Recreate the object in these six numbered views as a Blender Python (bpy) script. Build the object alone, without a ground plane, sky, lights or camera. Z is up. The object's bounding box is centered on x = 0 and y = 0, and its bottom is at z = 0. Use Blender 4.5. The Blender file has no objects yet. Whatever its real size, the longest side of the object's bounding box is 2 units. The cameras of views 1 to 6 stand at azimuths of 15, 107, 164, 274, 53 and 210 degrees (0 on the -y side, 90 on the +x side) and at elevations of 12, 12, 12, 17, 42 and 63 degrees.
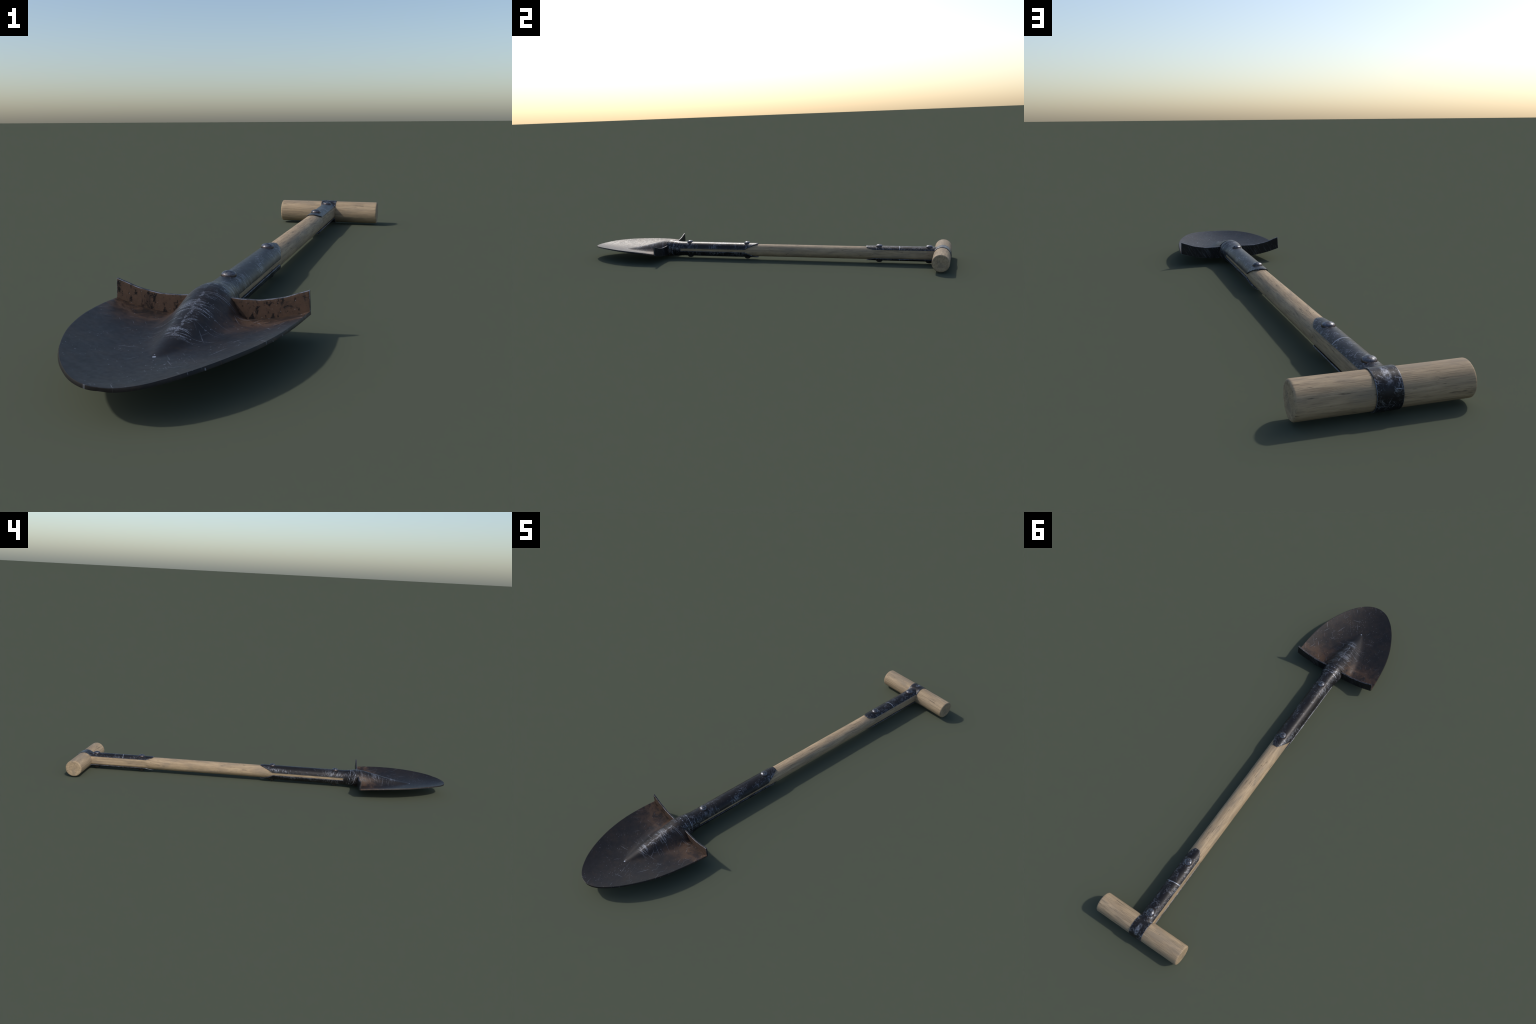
"""T-handled round-nosed shovel lying on its back: pressed steel blade with a
turned-up foot tread, a two-strap riveted socket, an ash shaft and a T grip
held by a riveted steel band.  Local frame: shaft axis along y, blade at -y."""
import bpy, bmesh, math
import numpy as np
from math import pi, sin, cos, sqrt, atan2, radians

# ------------------------------------------------------------------ sizes
AXIS_Z = 0.0480            # height of the shaft axis
SHAFT_R = 0.0338
TUBE_R = 0.0394            # outside radius of the socket
SHEET = 0.0050             # steel thickness
BLADE_SHEET = 0.0064       # blade and tread are a little heavier
TREAD_Y = -0.5460          # where the blade turns up into the tread
SLOT_FRONT, SLOT_BACK, TIP_BACK = -0.466, -0.088, -0.019
SLOT_HALF = radians(11.0)  # half opening of the side slots seen from the axis
GRIP_Y, GRIP_Z, GRIP_R, GRIP_HALF = 0.9540, 0.0462, 0.0427, 0.1988
BAND = 0.0032              # thickness of the handle strap
STRAP_HALF = 0.0298
RIVET_Y = (-0.4195, -0.0810, 0.6390, 0.8905)


def curve(xs, ys):
    """smooth (monotone cubic) curve through control points"""
    xs, ys = np.asarray(xs, float), np.asarray(ys, float)
    h = np.diff(xs)
    d = np.diff(ys) / h
    m = np.zeros_like(ys)
    m[0], m[-1] = d[0], d[-1]
    for i in range(1, len(xs) - 1):
        m[i] = 0 if d[i - 1] * d[i] <= 0 else 2 * d[i - 1] * d[i] / (d[i - 1] + d[i])

    def f(x):
        x = min(max(x, xs[0]), xs[-1])
        i = min(max(int(np.searchsorted(xs, x)) - 1, 0), len(h) - 1)
        t = (x - xs[i]) / h[i]
        return ((1 + 2 * t) * (1 - t) ** 2 * ys[i] + t * (1 - t) ** 2 * h[i] * m[i]
                + t * t * (3 - 2 * t) * ys[i + 1] + t * t * (t - 1) * h[i] * m[i + 1])
    return f


# ------------------------------------------------------------------ nodes
class Nodes:
    """thin helper for writing shader maths"""

    def __init__(self, name):
        self.mat = bpy.data.materials.new(name)
        self.mat.use_nodes = True
        self.nt = self.mat.node_tree
        self.nt.nodes.clear()
        self.out = self.nt.nodes.new('ShaderNodeOutputMaterial')
        self.bsdf = self.nt.nodes.new('ShaderNodeBsdfPrincipled')
        self.nt.links.new(self.bsdf.outputs[0], self.out.inputs[0])
        tc = self.nt.nodes.new('ShaderNodeTexCoord')
        self.obj = tc.outputs['Object']
        sep = self.nt.nodes.new('ShaderNodeSeparateXYZ')
        self.nt.links.new(self.obj, sep.inputs[0])
        self.x, self.y, self.z = sep.outputs

    def put(self, sock, v):
        if isinstance(v, bpy.types.NodeSocket):
            self.nt.links.new(v, sock)
        else:
            sock.default_value = v

    def m(self, op, a, b=0.0, c=0.0, clamp=False):
        n = self.nt.nodes.new('ShaderNodeMath')
        n.operation = op
        n.use_clamp = clamp
        for s, v in zip(n.inputs, (a, b, c)):
            self.put(s, v)
        return n.outputs[0]

    def add(self, a, b): return self.m('ADD', a, b)
    def sub(self, a, b): return self.m('SUBTRACT', a, b)
    def mul(self, a, b): return self.m('MULTIPLY', a, b)
    def mx(self, a, b): return self.m('MAXIMUM', a, b)

    def vec(self, x, y, z=0.0):
        n = self.nt.nodes.new('ShaderNodeCombineXYZ')
        for s, v in zip(n.inputs, (x, y, z)):
            self.put(s, v)
        return n.outputs[0]

    def mapping(self, v, scale=(1, 1, 1), rot=(0, 0, 0), loc=(0, 0, 0)):
        n = self.nt.nodes.new('ShaderNodeMapping')
        n.inputs['Location'].default_value = loc
        n.inputs['Rotation'].default_value = rot
        n.inputs['Scale'].default_value = scale
        self.put(n.inputs['Vector'], v)
        return n.outputs[0]

    def noise(self, v, scale=1.0, detail=4.0, rough=0.55, dist=0.0, dim='3D'):
        n = self.nt.nodes.new('ShaderNodeTexNoise')
        n.noise_dimensions = dim
        self.put(n.inputs['Vector'], v)
        n.inputs['Scale'].default_value = scale
        n.inputs['Detail'].default_value = detail
        n.inputs['Roughness'].default_value = rough
        n.inputs['Distortion'].default_value = dist
        return n.outputs['Fac']

    def voronoi(self, v, scale=1.0, dim='2D', feature='F1', out='Distance'):
        n = self.nt.nodes.new('ShaderNodeTexVoronoi')
        n.voronoi_dimensions = dim
        n.feature = feature
        self.put(n.inputs['Vector'], v)
        n.inputs['Scale'].default_value = scale
        return n.outputs[out]

    def ramp(self, v, lo, hi, a=0.0, b=1.0, smooth=True):
        n = self.nt.nodes.new('ShaderNodeMapRange')
        n.interpolation_type = 'SMOOTHSTEP' if smooth else 'LINEAR'
        self.put(n.inputs['Value'], v)
        for k, q in zip(('From Min', 'From Max', 'To Min', 'To Max'), (lo, hi, a, b)):
            n.inputs[k].default_value = q
        return n.outputs[0]

    def mix(self, f, a, b):
        n = self.nt.nodes.new('ShaderNodeMix')
        n.data_type = 'RGBA'
        self.put(n.inputs['Factor'], f)
        for k, v in (('A', a), ('B', b)):
            s = [i for i in n.inputs if i.name == k and i.type == 'RGBA'][0]
            self.put(s, v if isinstance(v, bpy.types.NodeSocket) else (*v, 1.0))
        return [o for o in n.outputs if o.type == 'RGBA'][0]

    def bump(self, h, strength=0.3, dist=0.001):
        n = self.nt.nodes.new('ShaderNodeBump')
        n.inputs['Strength'].default_value = strength
        n.inputs['Distance'].default_value = dist
        self.put(n.inputs['Height'], h)
        self.put(self.bsdf.inputs['Normal'], n.outputs[0])

    def band(self, v, centre, half, soft):
        """1 inside |v-centre|<half, falling to 0 over soft"""
        d = self.m('ABSOLUTE', self.sub(v, centre))
        return self.ramp(d, half, half + soft, 1.0, 0.0)

    # wear -------------------------------------------------------------
    def streaks(self, uv, angle, across, along, size, amount, seed):
        """short straight scratches: elongated 2-D voronoi cells, a share kept"""
        v = self.mapping(uv, (1, 1, 1), (0, 0, angle), (seed * 1.37, seed * 0.71, 0))
        bend = self.noise(v, 14.0, 1.0)
        v2 = self.mapping(v, (across, along, 1))
        v2s = self.nt.nodes.new('ShaderNodeVectorMath')
        v2s.operation = 'ADD'
        self.put(v2s.inputs[0], v2)
        self.put(v2s.inputs[1], self.vec(self.mul(bend, 0.9), 0.0, 0.0))
        d = self.voronoi(v2s.outputs[0])
        col = self.voronoi(v2s.outputs[0], out='Color')
        sep = self.nt.nodes.new('ShaderNodeSeparateColor')
        self.put(sep.inputs[0], col)
        keep = self.m('LESS_THAN', sep.outputs[0], amount)
        width = self.mul(size, self.ramp(sep.outputs[1], 0, 1, 0.45, 1.3, False))
        s = self.ramp(self.sub(width, d), 0.0, size * 0.5, 0.0, 1.0, False)
        ragged = self.ramp(self.noise(uv, 420.0, 2.0), 0.36, 0.56, 0.15, 1.0)
        return self.mul(self.mul(s, keep), ragged)

    def specks(self, uv, scale, size, amount, seed):
        v = self.mapping(uv, (scale, scale, 1), (0, 0, 0.4), (seed, seed * .6, 0))
        d = self.voronoi(v)
        sep = self.nt.nodes.new('ShaderNodeSeparateColor')
        self.put(sep.inputs[0], self.voronoi(v, out='Color'))
        r = self.mul(size, self.ramp(sep.outputs[1], 0, 1, 0.4, 1.2, False))
        return self.mul(self.m('LESS_THAN', d, r), self.m('LESS_THAN', sep.outputs[0], amount))


STEEL = (0.0145, 0.0138, 0.0155)
BARE = (0.29, 0.31, 0.36)
RUST = (0.066, 0.037, 0.022)
RUST_DARK = (0.012, 0.010, 0.010)


def finish_steel(n, colour, scratch, rust, uv, rough=0.43):
    """dark blued steel; scratch (0..1) bares metal, rust (0..1) turns it matt brown"""
    col = n.mix(scratch, colour, BARE)
    n.put(n.bsdf.inputs['Base Color'], col)
    grain = n.noise(n.obj, 95.0, 5.0, 0.6)
    r = n.ramp(grain, 0.3, 0.7, rough - 0.04, rough + 0.05, False)
    r = n.mx(r, n.mul(rust, 0.78))
    n.put(n.bsdf.inputs['Roughness'], r)
    n.put(n.bsdf.inputs['Metallic'], n.m('MULTIPLY', n.sub(1.0, rust), 0.45, clamp=True))
    n.bsdf.inputs['Specular IOR Level'].default_value = 0.34
    h = n.add(n.mul(n.noise(n.obj, 240.0, 3.0), 0.5), n.mul(rust, n.noise(n.obj, 130.0, 5.0)))
    h = n.sub(h, n.mul(scratch, 0.6))
    n.bump(h, 0.10, 0.0010)


def steel_base(n):
    tone = n.add(n.mul(n.noise(n.obj, 9.0, 5.0, 0.6), 0.6), n.mul(n.noise(n.obj, 60.0, 5.0, 0.7), 0.4))
    return n.mix(n.ramp(tone, 0.35, 0.7), STEEL, (0.027, 0.0240, 0.0235))


def blade_material():
    n = Nodes('blade_steel')
    uv = n.vec(n.x, n.y)
    base = steel_base(n)
    ax = n.m('ABSOLUTE', n.x)
    grime = n.mul(n.ramp(n.noise(n.obj, 24.0, 6.0, .68, .4), .44, .66),
                  n.ramp(n.noise(n.obj, 130.0, 4.0, .7), .40, .60, .35, 1.0))
    base = n.mix(n.mul(grime, .75), base, (0.034, 0.025, 0.020))
    # rust gathers in the corner in front of the tread
    blot = n.noise(n.obj, 16.0, 6.0, 0.65, 0.4)
    fine = n.noise(n.obj, 70.0, 6.0, 0.7)
    near = n.ramp(n.add(n.y, n.mul(n.sub(blot, 0.5), 0.16)), -0.705, -0.555)
    side = n.ramp(ax, 0.022, 0.060)
    rust = n.mul(n.mul(near, side), n.ramp(n.add(blot, n.mul(fine, .60)), 0.60, 0.92))
    pits = n.mx(n.ramp(n.noise(n.obj, 42.0, 4.0, 0.6), 0.60, 0.66),
                n.ramp(n.noise(n.obj, 160.0, 4.0, 0.6), 0.62, 0.68))
    col = n.mix(rust, base, RUST)
    col = n.mix(n.mul(pits, n.mul(rust, .8)), col, RUST_DARK)
    # faint brown hair scratches all over
    brown = n.mul(n.mx(n.streaks(uv, 0.5, 170, 9, .22, .25, 3.1),
                       n.streaks(uv, -0.9, 170, 9, .22, .25, 5.7)),
                  n.ramp(n.noise(n.obj, 11.0, 3.0), 0.42, 0.6))
    col = n.mix(n.mul(brown, 0.55), col, (0.055, 0.032, 0.022))
    # bared scratches: a few long ones on the pan, dense cross ones on the ridge
    pan = n.mx(n.mx(n.streaks(uv, 0.35, 190, 9, .20, .14, 1.3),
                    n.streaks(uv, -0.6, 210, 10, .20, .12, 2.4)),
               n.streaks(uv, 1.25, 200, 9, .20, .12, 8.4))
    pan = n.mul(pan, n.ramp(n.noise(n.obj, 13.0, 3.0), 0.44, 0.58))
    dots = n.mx(n.specks(uv, 150, .15, .16, 0.3), n.specks(uv, 60, .085, .14, 4.2))
    dots = n.mul(dots, n.ramp(n.noise(n.obj, 18.0, 3.0), 0.40, 0.62))
    # ridge: half width shrinks towards the nose
    rw = n.ramp(n.y, -0.80, -0.545, 0.012, 0.055, False)
    ridge = n.ramp(n.m('DIVIDE', ax, rw), 0.55, 0.95, 1.0, 0.0)
    ridge = n.mul(ridge, n.m('GREATER_THAN', n.y, -0.775))
    hot = n.mx(n.band(n.y, -0.722, 0.014, 0.016),
               n.mx(n.band(n.y, -0.632, 0.014, 0.02), n.band(n.y, -0.573, 0.018, 0.02)))
    cross = n.mx(n.mx(n.streaks(uv, 1.42, 480, 13, .40, .40, 6.1),
                      n.streaks(uv, 1.72, 520, 14, .40, .36, 7.7)),
                 n.streaks(uv, 1.1, 480, 13, .38, .30, 9.2))
    cross = n.mul(n.mul(cross, ridge),
                  n.mx(n.mul(hot, n.ramp(n.noise(n.obj, 40.0, 3.0), .40, .55)),
                       n.ramp(n.noise(n.obj, 35.0, 2.0), 0.56, 0.62)))
    # polished dot where the crease of the ridge ends
    nose = n.m('ADD', n.m('POWER', n.x, 2.0), n.m('POWER', n.add(n.y, 0.8195), 2.0))
    nose = n.m('LESS_THAN', nose, 0.0032 ** 2)
    # bold clustered gouges: sheaves of strokes lying across the crest
    sheaf = n.mx(n.streaks(uv, 1.30, 330, 9, .34, .75, 11.3), n.streaks(uv, 1.62, 300, 8, .32, .6, 12.9))
    sheaf = n.mul(sheaf, n.mx(n.mul(n.band(n.y, -0.728, 0.011, 0.010), n.band(n.x, 0.006, 0.014, 0.012)),
                              n.mul(n.band(n.y, -0.640, 0.010, 0.010), n.band(n.x, 0.002, 0.024, 0.016))))
    crest = n.mul(n.mul(n.band(n.add(n.x, n.mul(n.sub(n.noise(n.obj, 55.0, 3.0), .5), .012)), 0.002, 0.0014, 0.002),
                        n.band(n.y, -0.665, 0.075, 0.02)),
                  n.ramp(n.noise(n.obj, 150.0, 3.0), .42, .58))
    scr = n.mx(n.mx(n.mul(pan, 0.42), n.mul(dots, 0.55)), n.mx(n.mul(cross, 0.55), nose))
    longs = n.mul(n.mx(n.streaks(uv, 1.25, 380, 6, .30, .13, 21.3), n.streaks(uv, 1.75, 400, 6, .30, .12, 22.9)),
                  n.mul(n.band(n.y, -0.655, 0.075, 0.05), n.band(n.x, 0.0, 0.035, 0.05)))
    scr = n.mx(scr, n.mul(longs, 0.55))
    scr = n.mx(scr, n.mx(n.mul(sheaf, 0.95), n.mul(crest, 0.45)))
    finish_steel(n, col, scr, rust, uv, 0.48)
    return n.mat


def tread_material():
    n = Nodes('tread_steel')
    uv = n.vec(n.x, n.z)
    base = steel_base(n)
    nrm = n.nt.nodes.new('ShaderNodeNewGeometry')
    front = n.m('LESS_THAN', n.y, TREAD_Y + 0.0012)     # face towards the blade
    blot = n.noise(n.obj, 30.0, 6.0, 0.7, 0.6)
    pits = n.mx(n.ramp(n.noise(n.mapping(n.obj, (1, 1, .6)), 62.0, 6.0, 0.70), 0.555, 0.61),
                n.mul(n.ramp(n.noise(n.obj, 170.0, 5.0, 0.65), 0.58, 0.66), .8))
    rust = n.mul(front, n.ramp(blot, 0.30, 0.46))
    shade = n.mix(n.noise(n.obj, 90.0, 5.0, .7), (0.036, 0.022, 0.015), (0.092, 0.051, 0.031))
    col = n.mix(rust, base, shade)
    col = n.mix(n.mul(front, pits), col, RUST_DARK)
    rust = n.mul(rust, n.sub(1.0, n.mul(pits, .6)))
    # the back carries slanting drag marks
    drag = n.noise(n.mapping(n.mapping(uv, (1, 1, 1), (0, 0, 0.55)), (170, 16, 1)), 1.0, 4.0, .6)
    drag = n.mul(n.ramp(drag, 0.50, 0.74), n.sub(1.0, front))
    marks = n.mx(n.mul(drag, 0.22),
                 n.mul(n.specks(uv, 170, .15, .10, 2.2), .25))
    finish_steel(n, col, marks, rust, uv, 0.42)
    return n.mat


def tube_coords(n):
    ang = n.m('ARCTAN2', n.x, n.sub(n.z, AXIS_Z))
    return ang, n.vec(n.mul(ang, 0.04), n.y)


def rivet_rust(n, ys, r0=0.0165, r1=0.0215):
    d = None
    for y in ys:
        q = n.m('SQRT', n.add(n.m('POWER', n.x, 2.0), n.m('POWER', n.sub(n.y, y), 2.0)))
        d = q if d is None else n.m('MINIMUM', d, q)
    return n.ramp(n.add(d, n.mul(n.sub(n.noise(n.obj, 120.0, 3.0), .5), .006)), r0, r1, 1.0, 0.0)


def socket_material():
    n = Nodes('socket_steel')
    ang, uv = tube_coords(n)
    base = steel_base(n)
    rust = n.mul(rivet_rust(n, RIVET_Y[:2]), 0.30)
    # browner where the neck runs into the blade
    neck = n.mul(n.band(n.y, -0.545, 0.012, 0.03),
                 n.ramp(n.m('ABSOLUTE', ang), 1.1, 1.7))
    rust = n.mx(rust, n.mul(neck, 0.6))
    col = n.mix(rust, base, (0.052, 0.032, 0.023))
    patch = n.noise(n.mapping(uv, (18, 9, 1)), 1.0, 3.0)
    wear = n.ramp(patch, 0.47, 0.58)
    flank = n.ramp(n.m('ABSOLUTE', ang), 0.25, 0.8)
    zone = n.band(n.y, -0.155, 0.10, 0.07)
    fine = n.mx(n.mx(n.streaks(uv, 1.5, 430, 26, .34, .5, 1.9),
                     n.streaks(uv, 0.95, 430, 28, .34, .45, 4.4)),
                n.streaks(uv, 2.2, 430, 28, .34, .40, 6.6))
    blotch = n.ramp(n.noise(n.mapping(uv, (150, 85, 1)), 1.0, 6.0, .74, .8), 0.56, 0.61)
    grey = n.mul(n.mul(blotch, n.mul(flank, zone)), wear)
    hair = n.mul(n.mx(n.streaks(uv, 1.45, 150, 15, .10, .40, 8.8),
                      n.streaks(uv, 0.3, 170, 17, .10, .25, 9.9)), 0.8)
    collar = n.mx(n.band(n.add(n.y, n.mul(n.m('POWER', ang, 2.0), -0.004)), -0.532, 0.0006, 0.0008),
                  n.band(n.add(n.y, n.mul(ang, 0.004)), -0.5035, 0.0008, 0.0009))
    collar = n.mul(collar, n.ramp(n.noise(uv, 110.0, 4.0), .42, .56))
    neckzone = n.band(n.y, -0.515, 0.03, 0.03)
    scr = n.mul(fine, n.mx(n.mul(wear, n.mx(flank, 0.35)), n.mul(neckzone, n.ramp(n.noise(uv, 55.0, 3.0), .46, .60))))
    scr = n.mul(scr, n.mx(n.mx(zone, neckzone), 0.55))
    dots = n.mul(n.mx(n.specks(uv, 190, .22, .16, 1.1), n.specks(uv, 90, .15, .16, 2.7)), n.ramp(patch, 0.46, 0.58))
    gouge = n.mx(n.streaks(uv, 1.35, 240, 17, .30, .55, 13.1), n.streaks(uv, 1.9, 260, 19, .30, .45, 14.3))
    gouge = n.mul(gouge, n.mx(n.mul(n.mul(zone, flank), n.ramp(patch, .44, .54)),
                              n.mul(n.band(n.y, -0.405, .03, .03), n.mul(flank, .8))))
    total = n.mx(n.mx(n.mx(n.mul(scr, .75), n.mul(gouge, .8)), n.mul(grey, .75)),
                 n.mx(n.mul(hair, .8), n.mx(n.mul(collar, .9), n.mul(dots, .6))))
    finish_steel(n, col, total, rust, uv, 0.39)
    return n.mat


def strap_material():
    n = Nodes('strap_steel')
    ang, uv = tube_coords(n)
    # round the grip the band is measured along its own turn
    turn = n.m('ARCTAN2', n.sub(n.z, GRIP_Z), n.sub(n.y, GRIP_Y))
    onband = n.m('GREATER_THAN', n.y, 0.918)
    v = n.add(n.mul(n.y, n.sub(1.0, onband)), n.mul(n.mul(turn, 0.046), onband))
    uv = n.vec(n.x, v)
    base = steel_base(n)
    rust = n.mul(rivet_rust(n, RIVET_Y[2:]), 0.55)
    col = n.mix(rust, base, (0.055, 0.032, 0.022))
    ax = n.m('ABSOLUTE', n.x)
    patch = n.noise(n.mapping(uv, (40, 24, 1)), 1.0, 4.0, .6)
    scuff = n.ramp(n.noise(n.mapping(uv, (330, 260, 1)), 1.0, 6.0, .75), .55, .63)
    scuff = n.mul(scuff, n.ramp(patch, 0.50, 0.64))
    edge = n.mul(n.ramp(ax, 0.010, 0.026),
                 n.ramp(n.noise(n.mapping(uv, (240, 160, 1)), 1.0, 5.0, .7), .55, .64))
    fine = n.mx(n.mx(n.streaks(uv, 0.75, 420, 26, .34, .40, 2.9),
                     n.streaks(uv, -0.5, 430, 28, .34, .35, 3.4)),
                n.streaks(uv, 1.35, 420, 26, .34, .35, 5.6))
    fine = n.mul(fine, n.ramp(patch, 0.45, 0.60))
    # one deep cut straight across, and a rubbed streak over the back of the grip
    wob = n.mul(n.sub(n.noise(uv, 40.0, 2.0), .5), 0.004)
    cut = n.band(n.add(n.add(n.y, wob), n.mul(n.x, -0.12)), 0.7410, 0.0010, 0.0010)
    cut = n.mul(cut, n.m('LESS_THAN', n.y, 0.9))
    rub = n.mul(n.mul(onband, n.band(n.add(n.x, n.mul(wob, 2.0)), -0.001, 0.004, 0.007)),
                n.mul(n.band(turn, 1.15, 0.35, 0.35), n.ramp(n.noise(uv, 120.0, 5.0, .7), .38, .6)))
    total = n.mx(n.mx(n.mul(scuff, .55), n.mul(edge, .50)),
                 n.mx(n.mul(fine, .85), n.mx(n.mul(cut, .9), n.mul(rub, .7))))
    finish_steel(n, col, total, rust, uv, 0.39)
    return n.mat


def edge_material(name='worn_edge_steel', share=1.0):
    n = Nodes(name)
    wear = n.mul(n.ramp(n.noise(n.obj, 70.0, 5.0, .65), .36, .62), share)
    col = n.mix(wear, (0.034, 0.035, 0.041), (0.23, 0.25, 0.30))
    n.put(n.bsdf.inputs['Base Color'], col)
    n.put(n.bsdf.inputs['Metallic'], 0.5)
    n.put(n.bsdf.inputs['Roughness'], 0.45)
    return n.mat


def rivet_material():
    n = Nodes('rivet_steel')
    tone = n.noise(n.obj, 130.0, 5.0, .7)
    col = n.mix(n.ramp(tone, .36, .64), (0.040, 0.041, 0.047), (0.19, 0.196, 0.218))
    r = n.m('SQRT', n.add(n.m('POWER', n.x, 2.0), n.m('POWER', n.y, 2.0)))
    rim = n.ramp(n.add(r, n.mul(n.sub(tone, .5), .004)), 0.0145, 0.0172)
    col = n.mix(n.mul(rim, .75), col, (0.060, 0.036, 0.026))
    n.put(n.bsdf.inputs['Base Color'], col)
    n.put(n.bsdf.inputs['Metallic'], 0.75)
    n.put(n.bsdf.inputs['Roughness'], n.ramp(tone, .3, .7, .44, .30, False))
    n.bump(n.noise(n.obj, 170.0, 4.0), .22, .001)
    return n.mat


def wood_material(name, along):
    """weathered ash; along = index of the axis the grain follows"""
    n = Nodes(name)
    sc = [1.0, 1.0, 1.0]
    sc[along] = 0.055
    warp = n.mapping(n.obj, tuple(sc))
    grain = n.noise(warp, 330.0, 6.0, 0.66, 0.15)
    broad = n.noise(warp, 85.0, 4.0, 0.6, 0.15)
    sc2 = [1.0, 1.0, 1.0]
    sc2[along] = 0.28
    patch = n.noise(n.mapping(n.obj, tuple(sc2)), 26.0, 5.0, 0.6, 0.3)
    col = n.mix(n.ramp(broad, .30, .70), (0.318, 0.233, 0.143), (0.435, 0.325, 0.205))
    col = n.mix(n.mul(n.ramp(grain, .46, .66), .62), col, (0.180, 0.130, 0.086))
    col = n.mix(n.mul(n.ramp(patch, .46, .68), .62), col, (0.215, 0.174, 0.127))
    # dark checks along the grain and little knots and nicks
    sc3 = [1.0, 1.0, 1.0]
    sc3[along] = 0.10
    check = n.noise(n.mapping(n.obj, tuple(sc3)), 230.0, 3.0, .5, .2)
    check = n.mul(n.ramp(check, .60, .70), n.ramp(n.noise(n.obj, 19.0, 3.0), .42, .60))
    sc4 = [1.0, 1.0, 1.0]
    sc4[along] = 0.55
    nick = n.noise(n.mapping(n.obj, tuple(sc4), (0.5, 0.3, 0.4)), 75.0, 2.0, .4, .6)
    nick = n.mul(n.ramp(nick, .71, .78), .5)
    dark = n.mx(n.mul(check, .7), nick)
    col = n.mix(dark, col, (0.075, 0.055, 0.040))
    n.put(n.bsdf.inputs['Base Color'], col)
    n.put(n.bsdf.inputs['Roughness'], 0.72)
    n.bsdf.inputs['Specular IOR Level'].default_value = 0.3
    h = n.sub(n.sub(n.mul(broad, .6), n.mul(grain, .9)), n.mul(dark, 1.2))
    n.bump(h, 0.38, 0.0016)
    return n.mat


# ------------------------------------------------------------------ meshes
def new_object(name, verts, faces, mats, parent):
    me = bpy.data.meshes.new(name)
    me.from_pydata([tuple(map(float, v)) for v in verts], [], faces)
    bm = bmesh.new()
    bm.from_mesh(me)
    bmesh.ops.remove_doubles(bm, verts=bm.verts, dist=1e-6)
    bmesh.ops.recalc_face_normals(bm, faces=bm.faces)
    bm.to_mesh(me)
    bm.free()
    for m in mats:
        me.materials.append(m)
    ob = bpy.data.objects.new(name, me)
    bpy.context.scene.collection.objects.link(ob)
    ob.parent = parent
    return ob


def apply_modifiers(ob):
    dg = bpy.context.evaluated_depsgraph_get()
    dg.update()
    me = bpy.data.meshes.new_from_object(ob.evaluated_get(dg))
    old = ob.data
    ob.modifiers.clear()
    ob.data = me
    me.name = ob.name
    bpy.data.meshes.remove(old)


def smooth(ob, angle=35.0):
    me = ob.data
    me.polygons.foreach_set('use_smooth', [True] * len(me.polygons))
    me.set_sharp_from_angle(angle=radians(angle))


def worn_edges(ob, width, angle=50.0):
    """chamfer the sharp edges and give the chamfer the bare-edge material (slot 1)"""
    bv = ob.modifiers.new('edge', 'BEVEL')
    bv.width = width
    bv.segments = 2
    bv.limit_method = 'ANGLE'
    bv.angle_limit = radians(angle)
    bv.material = 1
    apply_modifiers(ob)
    smooth(ob, 40)


# blade shape ---------------------------------------------------------
half_width = curve([-0.985, -0.96, -0.92, -0.86, -0.78, -0.70, -0.62, -0.546],
                   [0.0450, 0.0780, 0.1108, 0.1448, 0.1764, 0.1947, 0.2033, 0.2069])
NOSE_Y = -1.0000


def blade_half(y):
    if y < -0.96:                        # round nose: ellipse meeting the flank
        t = (y - NOSE_Y) / (-0.96 - NOSE_Y)
        return half_width(-0.96) * max(t, 0.0) ** 0.5 * (1 + 0.04 * t * (1 - t))
    return half_width(y)


rim_z = curve([-1.0, -0.985, -0.96, -0.92, -0.86, -0.78, -0.70, -0.62, -0.546],
              [0.0600, 0.0618, 0.0644, 0.0673, 0.0684, 0.0672, 0.0650, 0.0607, 0.0546])
floor_z = curve([-1.0, -0.96, -0.90, -0.82, -0.75, -0.65, -0.546],
                [0.0605, 0.0545, 0.0470, 0.0395, 0.0355, 0.0310, 0.0285])
crest_z = curve([-0.822, -0.80, -0.76, -0.72, -0.68, -0.64, -0.61, -0.585, -0.558, -0.532, -0.50, -0.466],
                [0.0392, 0.0425, 0.0497, 0.0578, 0.0661, 0.0760, 0.0830, 0.0886, 0.0934, 0.0946, 0.0905, 0.0874])
ridge_half = curve([-0.826, -0.815, -0.79, -0.75, -0.69, -0.60, -0.546, -0.53],
                   [0.007, 0.012, 0.023, 0.039, 0.055, 0.074, 0.079, 0.079])
ridge_soft = curve([0, .13, .27, .47, .57, .67, .80, .95, 1.15, 1.45],
                   [1, .98, .92, .74, .615, .475, .32, .18, .07, 0])
ridge_shape = curve([0, .13, .27, .47, .57, .67, .80, .90, 1.0],
                    [1, .985, .94, .78, .655, .47, .20, .07, 0])


def pan_z(x, y):
    """dished sheet without the ridge"""
    w = max(blade_half(y), 1e-4)
    u = min(abs(x) / w, 1.0)
    flat = 0.25 * min(max((y + 0.85) / 0.30, 0.0), 1.0)
    g = max((u - flat) / (1 - flat), 0.0) ** 2.0
    return floor_z(y) + (rim_z(y) - floor_z(y)) * g


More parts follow.
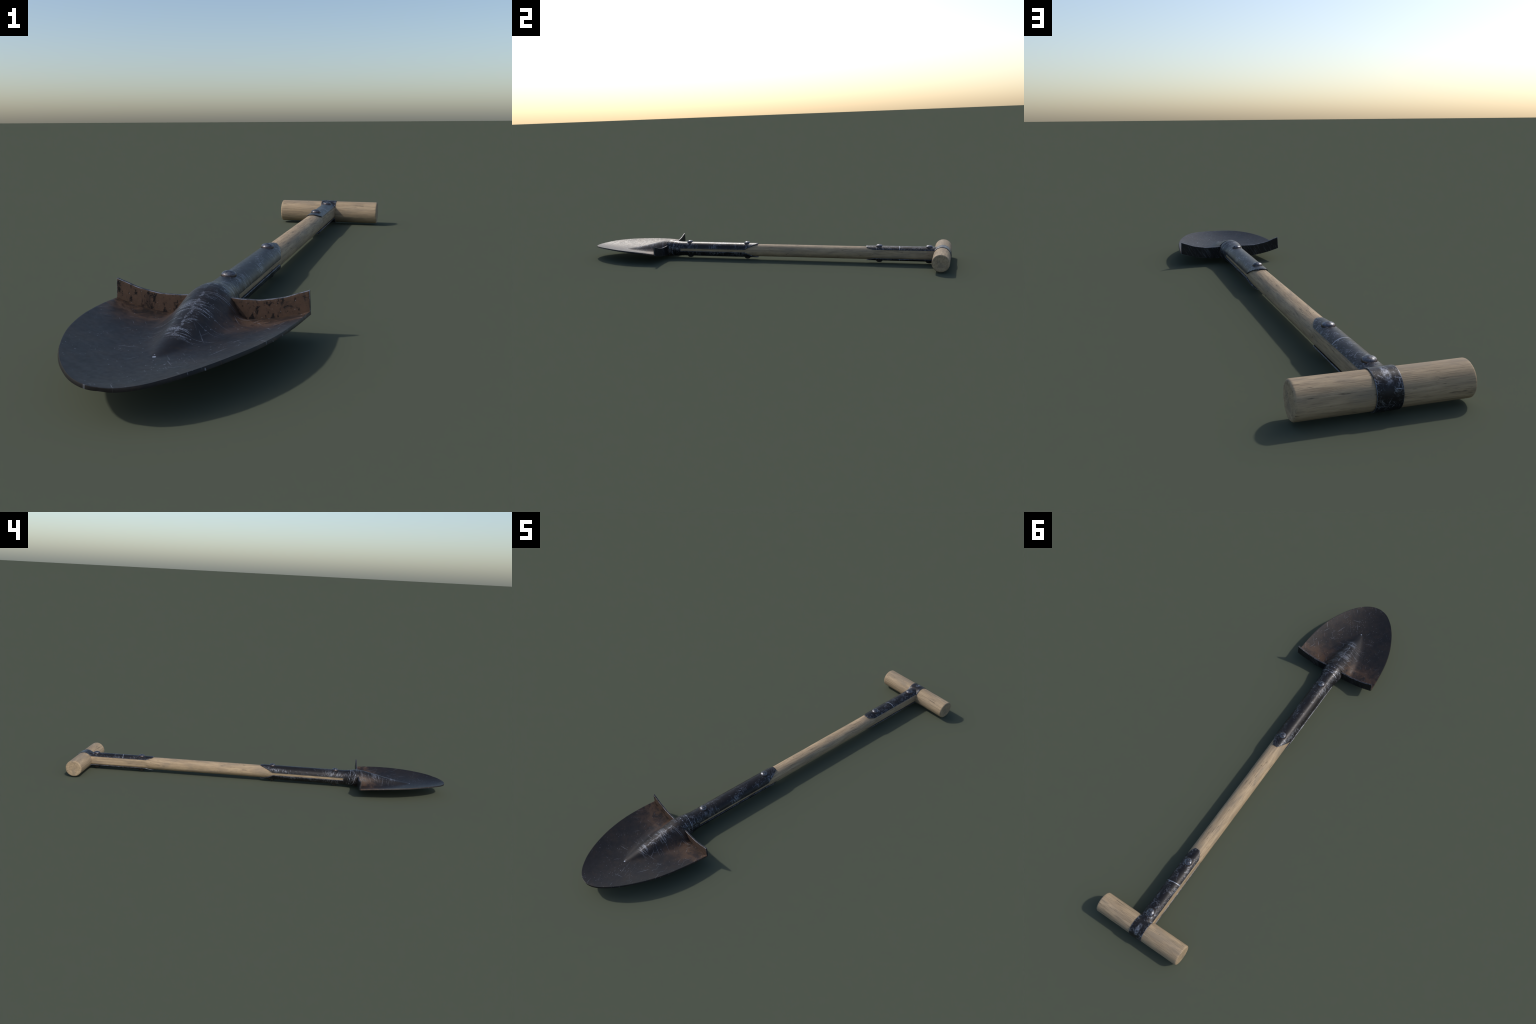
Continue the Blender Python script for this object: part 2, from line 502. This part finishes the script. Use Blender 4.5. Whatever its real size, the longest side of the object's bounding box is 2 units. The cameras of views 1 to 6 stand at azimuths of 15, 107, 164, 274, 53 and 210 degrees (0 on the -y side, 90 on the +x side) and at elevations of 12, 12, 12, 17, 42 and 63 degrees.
def blade_z(x, y):
    z = pan_z(x, y)
    if y > -0.825:
        t = abs(x) / ridge_half(y)
        if t < 1.45:
            k = min(max((y + 0.61) / 0.065, 0.0), 1.0)
            hard = ridge_shape(t) if t < 1 else 0.0
            lift = ridge_soft(t) * (1 - k) + hard * k
            z += max(crest_z(y) - floor_z(y), 0) * lift
    return z


def build_blade(mats, parent):
    """ribs run from a spine on the centre line out to the cutting edge"""
    ribs, steps = 130, 84
    out = []
    for i in range(ribs + 1):                 # corner -> nose, evenly round the edge
        q = (i / ribs) * pi / 2
        y = TREAD_Y + (NOSE_Y - TREAD_Y) * sin(q)
        out.append((blade_half(y) if i < ribs else 0.0, y))
    verts, faces = [], []

    def rib(side, i):
        w, y = out[i]
        sy = TREAD_Y + (y - TREAD_Y) * 0.90
        ids = []
        for k in range(steps + 1):
            r = k / steps
            r = 0.6 * r + 0.4 * r * r         # finer near the ridge
            x, yy = side * w * r, sy + (y - sy) * r ** 1.5
            ids.append(len(verts))
            z = blade_z(x, yy) if k < steps else rim_z(y)
            verts.append((x, yy, z))
        return ids
    for side in (1, -1):
        prev = rib(side, 0)
        for i in range(1, ribs + 1):
            cur = rib(side, i)
            for k in range(steps):
                f = (prev[k], prev[k + 1], cur[k + 1], cur[k])
                faces.append(f if side > 0 else f[::-1])
            prev = cur
    ob = new_object('blade', verts, faces, mats, parent)
    bm = bmesh.new()
    bm.from_mesh(ob.data)
    if sum(f.normal.z for f in bm.faces) < 0:
        bmesh.ops.reverse_faces(bm, faces=bm.faces)
    bm.to_mesh(ob.data)
    bm.free()
    sd = ob.modifiers.new('sheet', 'SOLIDIFY')
    sd.thickness = BLADE_SHEET
    sd.offset = -1
    apply_modifiers(ob)
    worn_edges(ob, 0.0008, 60)
    return ob


tread_top = curve([0.030, 0.042, 0.070, 0.100, 0.126, 0.155, 0.180, 0.2055],
                  [0.0715, 0.0712, 0.0696, 0.0697, 0.0733, 0.0792, 0.0878, 0.0966])


def build_tread(side, mats, parent):
    """one wing of the turned-up rear edge, from the neck to the corner"""
    cols, lifts = 40, 8
    verts, faces = [], []
    y0, y1 = TREAD_Y - 0.0006, TREAD_Y + 0.0056
    for i in range(cols + 1):
        x = 0.026 + (0.2073 - 0.026) * i / cols
        for k in range(lifts + 1):
            t = k / lifts
            xx = x - 0.0020 * t * (x / 0.2073) ** 4
            lo = pan_z(x, TREAD_Y) - BLADE_SHEET + 0.0006
            z = lo + (tread_top(min(xx, 0.2055)) - lo) * t
            verts += [(side * xx, y0, z), (side * xx, y1, z)]
    row = 2 * (lifts + 1)
    for i in range(cols):
        for k in range(lifts):
            a = i * row + 2 * k
            b = a + row
            faces += [(a, a + 2, b + 2, b), (a + 1, b + 1, b + 3, a + 3)]
        a, b = i * row, (i + 1) * row
        faces.append((a, b, b + 1, a + 1))
        a, b = a + 2 * lifts, b + 2 * lifts
        faces.append((a, a + 1, b + 1, b))
    for i in (0, cols):
        for k in range(lifts):
            a = i * row + 2 * k
            faces.append((a, a + 1, a + 3, a + 2))
    ob = new_object('foot_tread', verts, faces, mats, parent)
    worn_edges(ob, 0.0009, 50)
    return ob


def build_socket(mats, parent):
    """tube that flattens into the blade ridge and splits into two straps"""
    n_strap, n_gap = 36, 2
    half = pi / 2 - SLOT_HALF
    angs = list(np.linspace(-half, half, n_strap, endpoint=False))
    angs += list(np.linspace(half, pi - half, n_gap, endpoint=False))
    angs += list(np.linspace(pi - half, pi + half, n_strap, endpoint=False))
    angs += list(np.linspace(pi + half, 2 * pi - half, n_gap, endpoint=False))
    count = len(angs)
    bottom_z = curve([-0.74, -0.66, -0.60, -0.55, -0.50, -0.466, -0.02],
                     [0.0260, 0.0120, 0.0052, 0.0040, 0.0060, 0.0082, 0.0086])
    bulge = curve([-0.74, -0.66, -0.60, -0.548, -0.53, -0.50, -0.466, -0.02],
                  [0.014, 0.038, 0.047, 0.0485, 0.0480, 0.0440, TUBE_R, TUBE_R])

    def point(a, y):
        if y > -0.466:
            return TUBE_R * sin(a), y, AXIS_Z + TUBE_R * cos(a)
        rx, lo = bulge(y), bottom_z(y)
        hi = crest_z(y)
        if y < -0.5455:                      # tucked below the ridge sheet
            hi = crest_z(y) - min(0.0004 + (-0.5455 - y) * 0.10, 0.006)
            rx -= 0.0005
        mid = AXIS_Z if y > -0.55 else min(AXIS_Z, 0.5 * (lo + hi))
        c = cos(a)
        return rx * sin(a), y, mid + (hi - mid if c > 0 else mid - lo) * c

    ys = list(np.linspace(-0.74, -0.56, 10)) + list(np.linspace(-0.55, -0.47, 22)) + [SLOT_FRONT]
    verts, faces = [], []
    for y in ys:
        verts += [point(a, y) for a in angs]
    for i in range(len(ys) - 1):
        for j in range(count):
            a, b = i * count + j, i * count + (j + 1) % count
            faces.append((a, b, b + count, a + count))
    last = (len(ys) - 1) * count

    def tip_y(a):                            # clipped, round-cornered strap end
        f = abs(a) / half
        t = min(max((f - 0.22) / 0.78, 0.0), 1.0)
        return TIP_BACK - (TIP_BACK - SLOT_BACK) * (t ** 1.1)

    steps = 46
    for start, centre in ((0, 0.0), (n_strap + n_gap, pi)):
        cols = [(start + k) % count for k in range(n_strap + 1)]
        prev = [last + c for c in cols]
        for s in range(1, steps + 1):
            base = len(verts)
            for c in cols:
                a = angs[c]
                rel = (a - centre + pi) % (2 * pi) - pi
                y = SLOT_FRONT + (tip_y(rel) - SLOT_FRONT) * s / steps
                verts.append(point(a, y))
            cur = list(range(base, base + len(cols)))
            for k in range(n_strap):
                faces.append((prev[k], prev[k + 1], cur[k + 1], cur[k]))
            prev = cur
    ob = new_object('socket', verts, faces, mats, parent)
    bm = bmesh.new()
    bm.from_mesh(ob.data)
    f = max(bm.faces, key=lambda q: q.calc_center_median().z)
    if f.normal.z < 0:
        bmesh.ops.reverse_faces(bm, faces=bm.faces)
    bm.to_mesh(ob.data)
    bm.free()
    sd = ob.modifiers.new('sheet', 'SOLIDIFY')
    sd.thickness = SHEET
    sd.offset = -1
    apply_modifiers(ob)
    worn_edges(ob, 0.0010, 50)
    return ob


def build_handle_strap(mats, parent):
    """steel strip: along the shaft, round the grip and back underneath"""
    top_r = 0.0384
    rb = GRIP_R + BAND
    cols = 22
    along, around = 44, 72
    verts, faces = [], []
    for j in range(cols + 1):
        arc = (2.0 * j / cols - 1) * math.asin(STRAP_HALF / 0.0345)
        x = sin(arc) * STRAP_HALF / sin(math.asin(STRAP_HALF / 0.0345))
        drop = top_r - sqrt(top_r ** 2 - x ** 2)
        u = abs(x) / STRAP_HALF
        tip = 0.5725 + 0.036 * max((u - 0.30) / 0.70, 0.0) ** 1.7
        col = []
        for sgn in (1, -1):
            z = AXIS_Z + sgn * (top_r - drop)
            dz = z - GRIP_Z
            ymeet = GRIP_Y - sqrt(rb ** 2 - dz ** 2)
            leg = [(x, tip + (ymeet - tip) * i / along, z) for i in range(along + 1)]
            col.append((leg, atan2(dz, ymeet - GRIP_Y)))
        (up, a0), (dn, a1) = col
        a1 = a1 - 0.0
        if a1 > 0:
            a1 -= 2 * pi
        ring = [(x, GRIP_Y + rb * cos(a), GRIP_Z + rb * sin(a))
                for a in np.linspace(a0, a1, around + 1)[1:-1]]
        verts += up + ring + dn[::-1]
    n = len(verts) // (cols + 1)
    for j in range(cols):
        for i in range(n - 1):
            a = j * n + i
            faces.append((a, a + 1, a + n + 1, a + n))
    ob = new_object('handle_strap', verts, faces, mats, parent)
    bm = bmesh.new()
    bm.from_mesh(ob.data)
    f = max(bm.faces, key=lambda q: q.calc_center_median().z)
    if f.normal.z < 0:
        bmesh.ops.reverse_faces(bm, faces=bm.faces)
    bm.to_mesh(ob.data)
    bm.free()
    sd = ob.modifiers.new('sheet', 'SOLIDIFY')
    sd.thickness = BAND
    sd.offset = -1
    apply_modifiers(ob)
    worn_edges(ob, 0.0010, 55)
    return ob


def build_shaft(mat, parent):
    rows, seg = 150, 56
    verts, faces = [], []
    y0, y1 = -0.475, 0.930
    for i in range(rows + 1):
        y = y0 + (y1 - y0) * i / rows
        plane = min(max((y - 0.600) / 0.012, 0.0), 1.0)      # planed flats under the strap
        lim = 0.040 * (1 - plane) + 0.0300 * plane
        for j in range(seg):
            a = 2 * pi * j / seg
            r = SHAFT_R * (1 + 0.004 * sin(3 * a + 7 * y) + 0.003 * sin(11 * y + a))
            x = 1.015 * r * sin(a)
            verts.append((max(-lim, min(lim, x)), y, AXIS_Z + 0.0005 + 0.978 * r * cos(a)))
    for i in range(rows):
        for j in range(seg):
            a, b = i * seg + j, i * seg + (j + 1) % seg
            faces.append((a, b, b + seg, a + seg))
    faces.append(tuple(range(seg)))
    faces.append(tuple(rows * seg + j for j in range(seg)))
    ob = new_object('shaft', verts, faces, [mat], parent)
    smooth(ob, 40)
    return ob


def build_grip(mat, parent):
    seg = 72
    ch = 0.0060
    stations = [(-GRIP_HALF, 0.0), (-GRIP_HALF, 0.020), (-GRIP_HALF, GRIP_R - ch - 0.001)]
    for k in range(7):
        a = pi / 2 * k / 6
        stations.append((-GRIP_HALF + ch * (1 - cos(a)), GRIP_R - ch + ch * sin(a)))
    n_mid = 60
    for k in range(1, n_mid):
        x = (-GRIP_HALF + ch) + (2 * GRIP_HALF - 2 * ch) * k / n_mid
        stations.append((x, GRIP_R))
    stations += [(-x, r) for x, r in reversed(stations[:10])]
    verts, faces = [], []
    for x, r in stations:
        for j in range(seg):
            a = 2 * pi * j / seg
            rr = r * (1 + 0.004 * sin(2 * a + 9 * x) + 0.003 * sin(5 * a - 17 * x))
            verts.append((x, GRIP_Y + rr * sin(a), GRIP_Z + rr * cos(a)))
    for i in range(len(stations) - 1):
        for j in range(seg):
            a, b = i * seg + j, i * seg + (j + 1) % seg
            faces.append((a, b, b + seg, a + seg))
    ob = new_object('grip', verts, faces, [mat], parent)
    smooth(ob, 50)
    return ob


def rivet_mesh(mat):
    """domed head, a touch lopsided from hammering; base plane at z = 0"""
    seg, rings, R, H = 32, 12, 0.0172, 0.0112
    verts, faces = [], []
    for i in range(rings):
        t = i / rings * pi / 2
        for j in range(seg):
            a = 2 * pi * j / seg
            r = R * cos(t) * (1 + 0.02 * sin(2 * a + 1) + 0.012 * sin(5 * a))
            verts.append((r * cos(a), r * sin(a), H * sin(t) ** 0.92))
    verts.append((0, 0, H))
    for j in range(seg):
        verts.append((R * cos(2 * pi * j / seg), R * sin(2 * pi * j / seg), -0.006))
    top = rings * seg
    for i in range(rings - 1):
        for j in range(seg):
            a, b = i * seg + j, i * seg + (j + 1) % seg
            faces.append((a, b, b + seg, a + seg))
    for j in range(seg):
        a, b = (rings - 1) * seg + j, (rings - 1) * seg + (j + 1) % seg
        faces.append((a, b, top))
        faces.append((top + 1 + j, top + 1 + (j + 1) % seg, (j + 1) % seg, j))
    faces.append(tuple(top + 1 + j for j in range(seg)))
    ob = new_object('rivet', verts, faces, [mat], None)
    smooth(ob, 60)
    return ob


# ------------------------------------------------------------------ assembly
def main():
    root = bpy.data.objects.new('shovel', None)
    bpy.context.scene.collection.objects.link(root)
    root.location = (0.0022, 0.0, 0.0)
    root.rotation_euler = (0, 0, -0.0030)
    root['label'] = 'old T-handled shovel, dark scratched steel blade, wooden shaft'
    root['category'] = 'shovel'

    edge = edge_material()
    build_blade([blade_material(), edge_material('cutting_edge_steel', 0.35)], root)
    tread = tread_material()
    for side in (-1, 1):
        build_tread(side, [tread, edge], root)
    socket = build_socket([socket_material(), edge], root)
    strap = build_handle_strap([strap_material(), edge], root)
    build_shaft(wood_material('shaft_wood', 1), root)
    build_grip(wood_material('grip_wood', 0), root)

    first = rivet_mesh(rivet_material())
    k = 0
    for i, y in enumerate(RIVET_Y):
        owner = socket if i < 2 else strap
        lift = TUBE_R if i < 2 else 0.0384
        for up in (1, -1):
            ob = first if k == 0 else first.copy()
            if k:
                bpy.context.scene.collection.objects.link(ob)
            ob.parent = owner
            ob.location = (0, y, AXIS_Z + up * (lift - 0.0022))
            ob.rotation_euler = (0 if up > 0 else pi, 0, 1.3 * k)
            ob.scale = (1, 1, 1) if i < 2 else (1.04, 1.04, 0.96)
            k += 1


main()
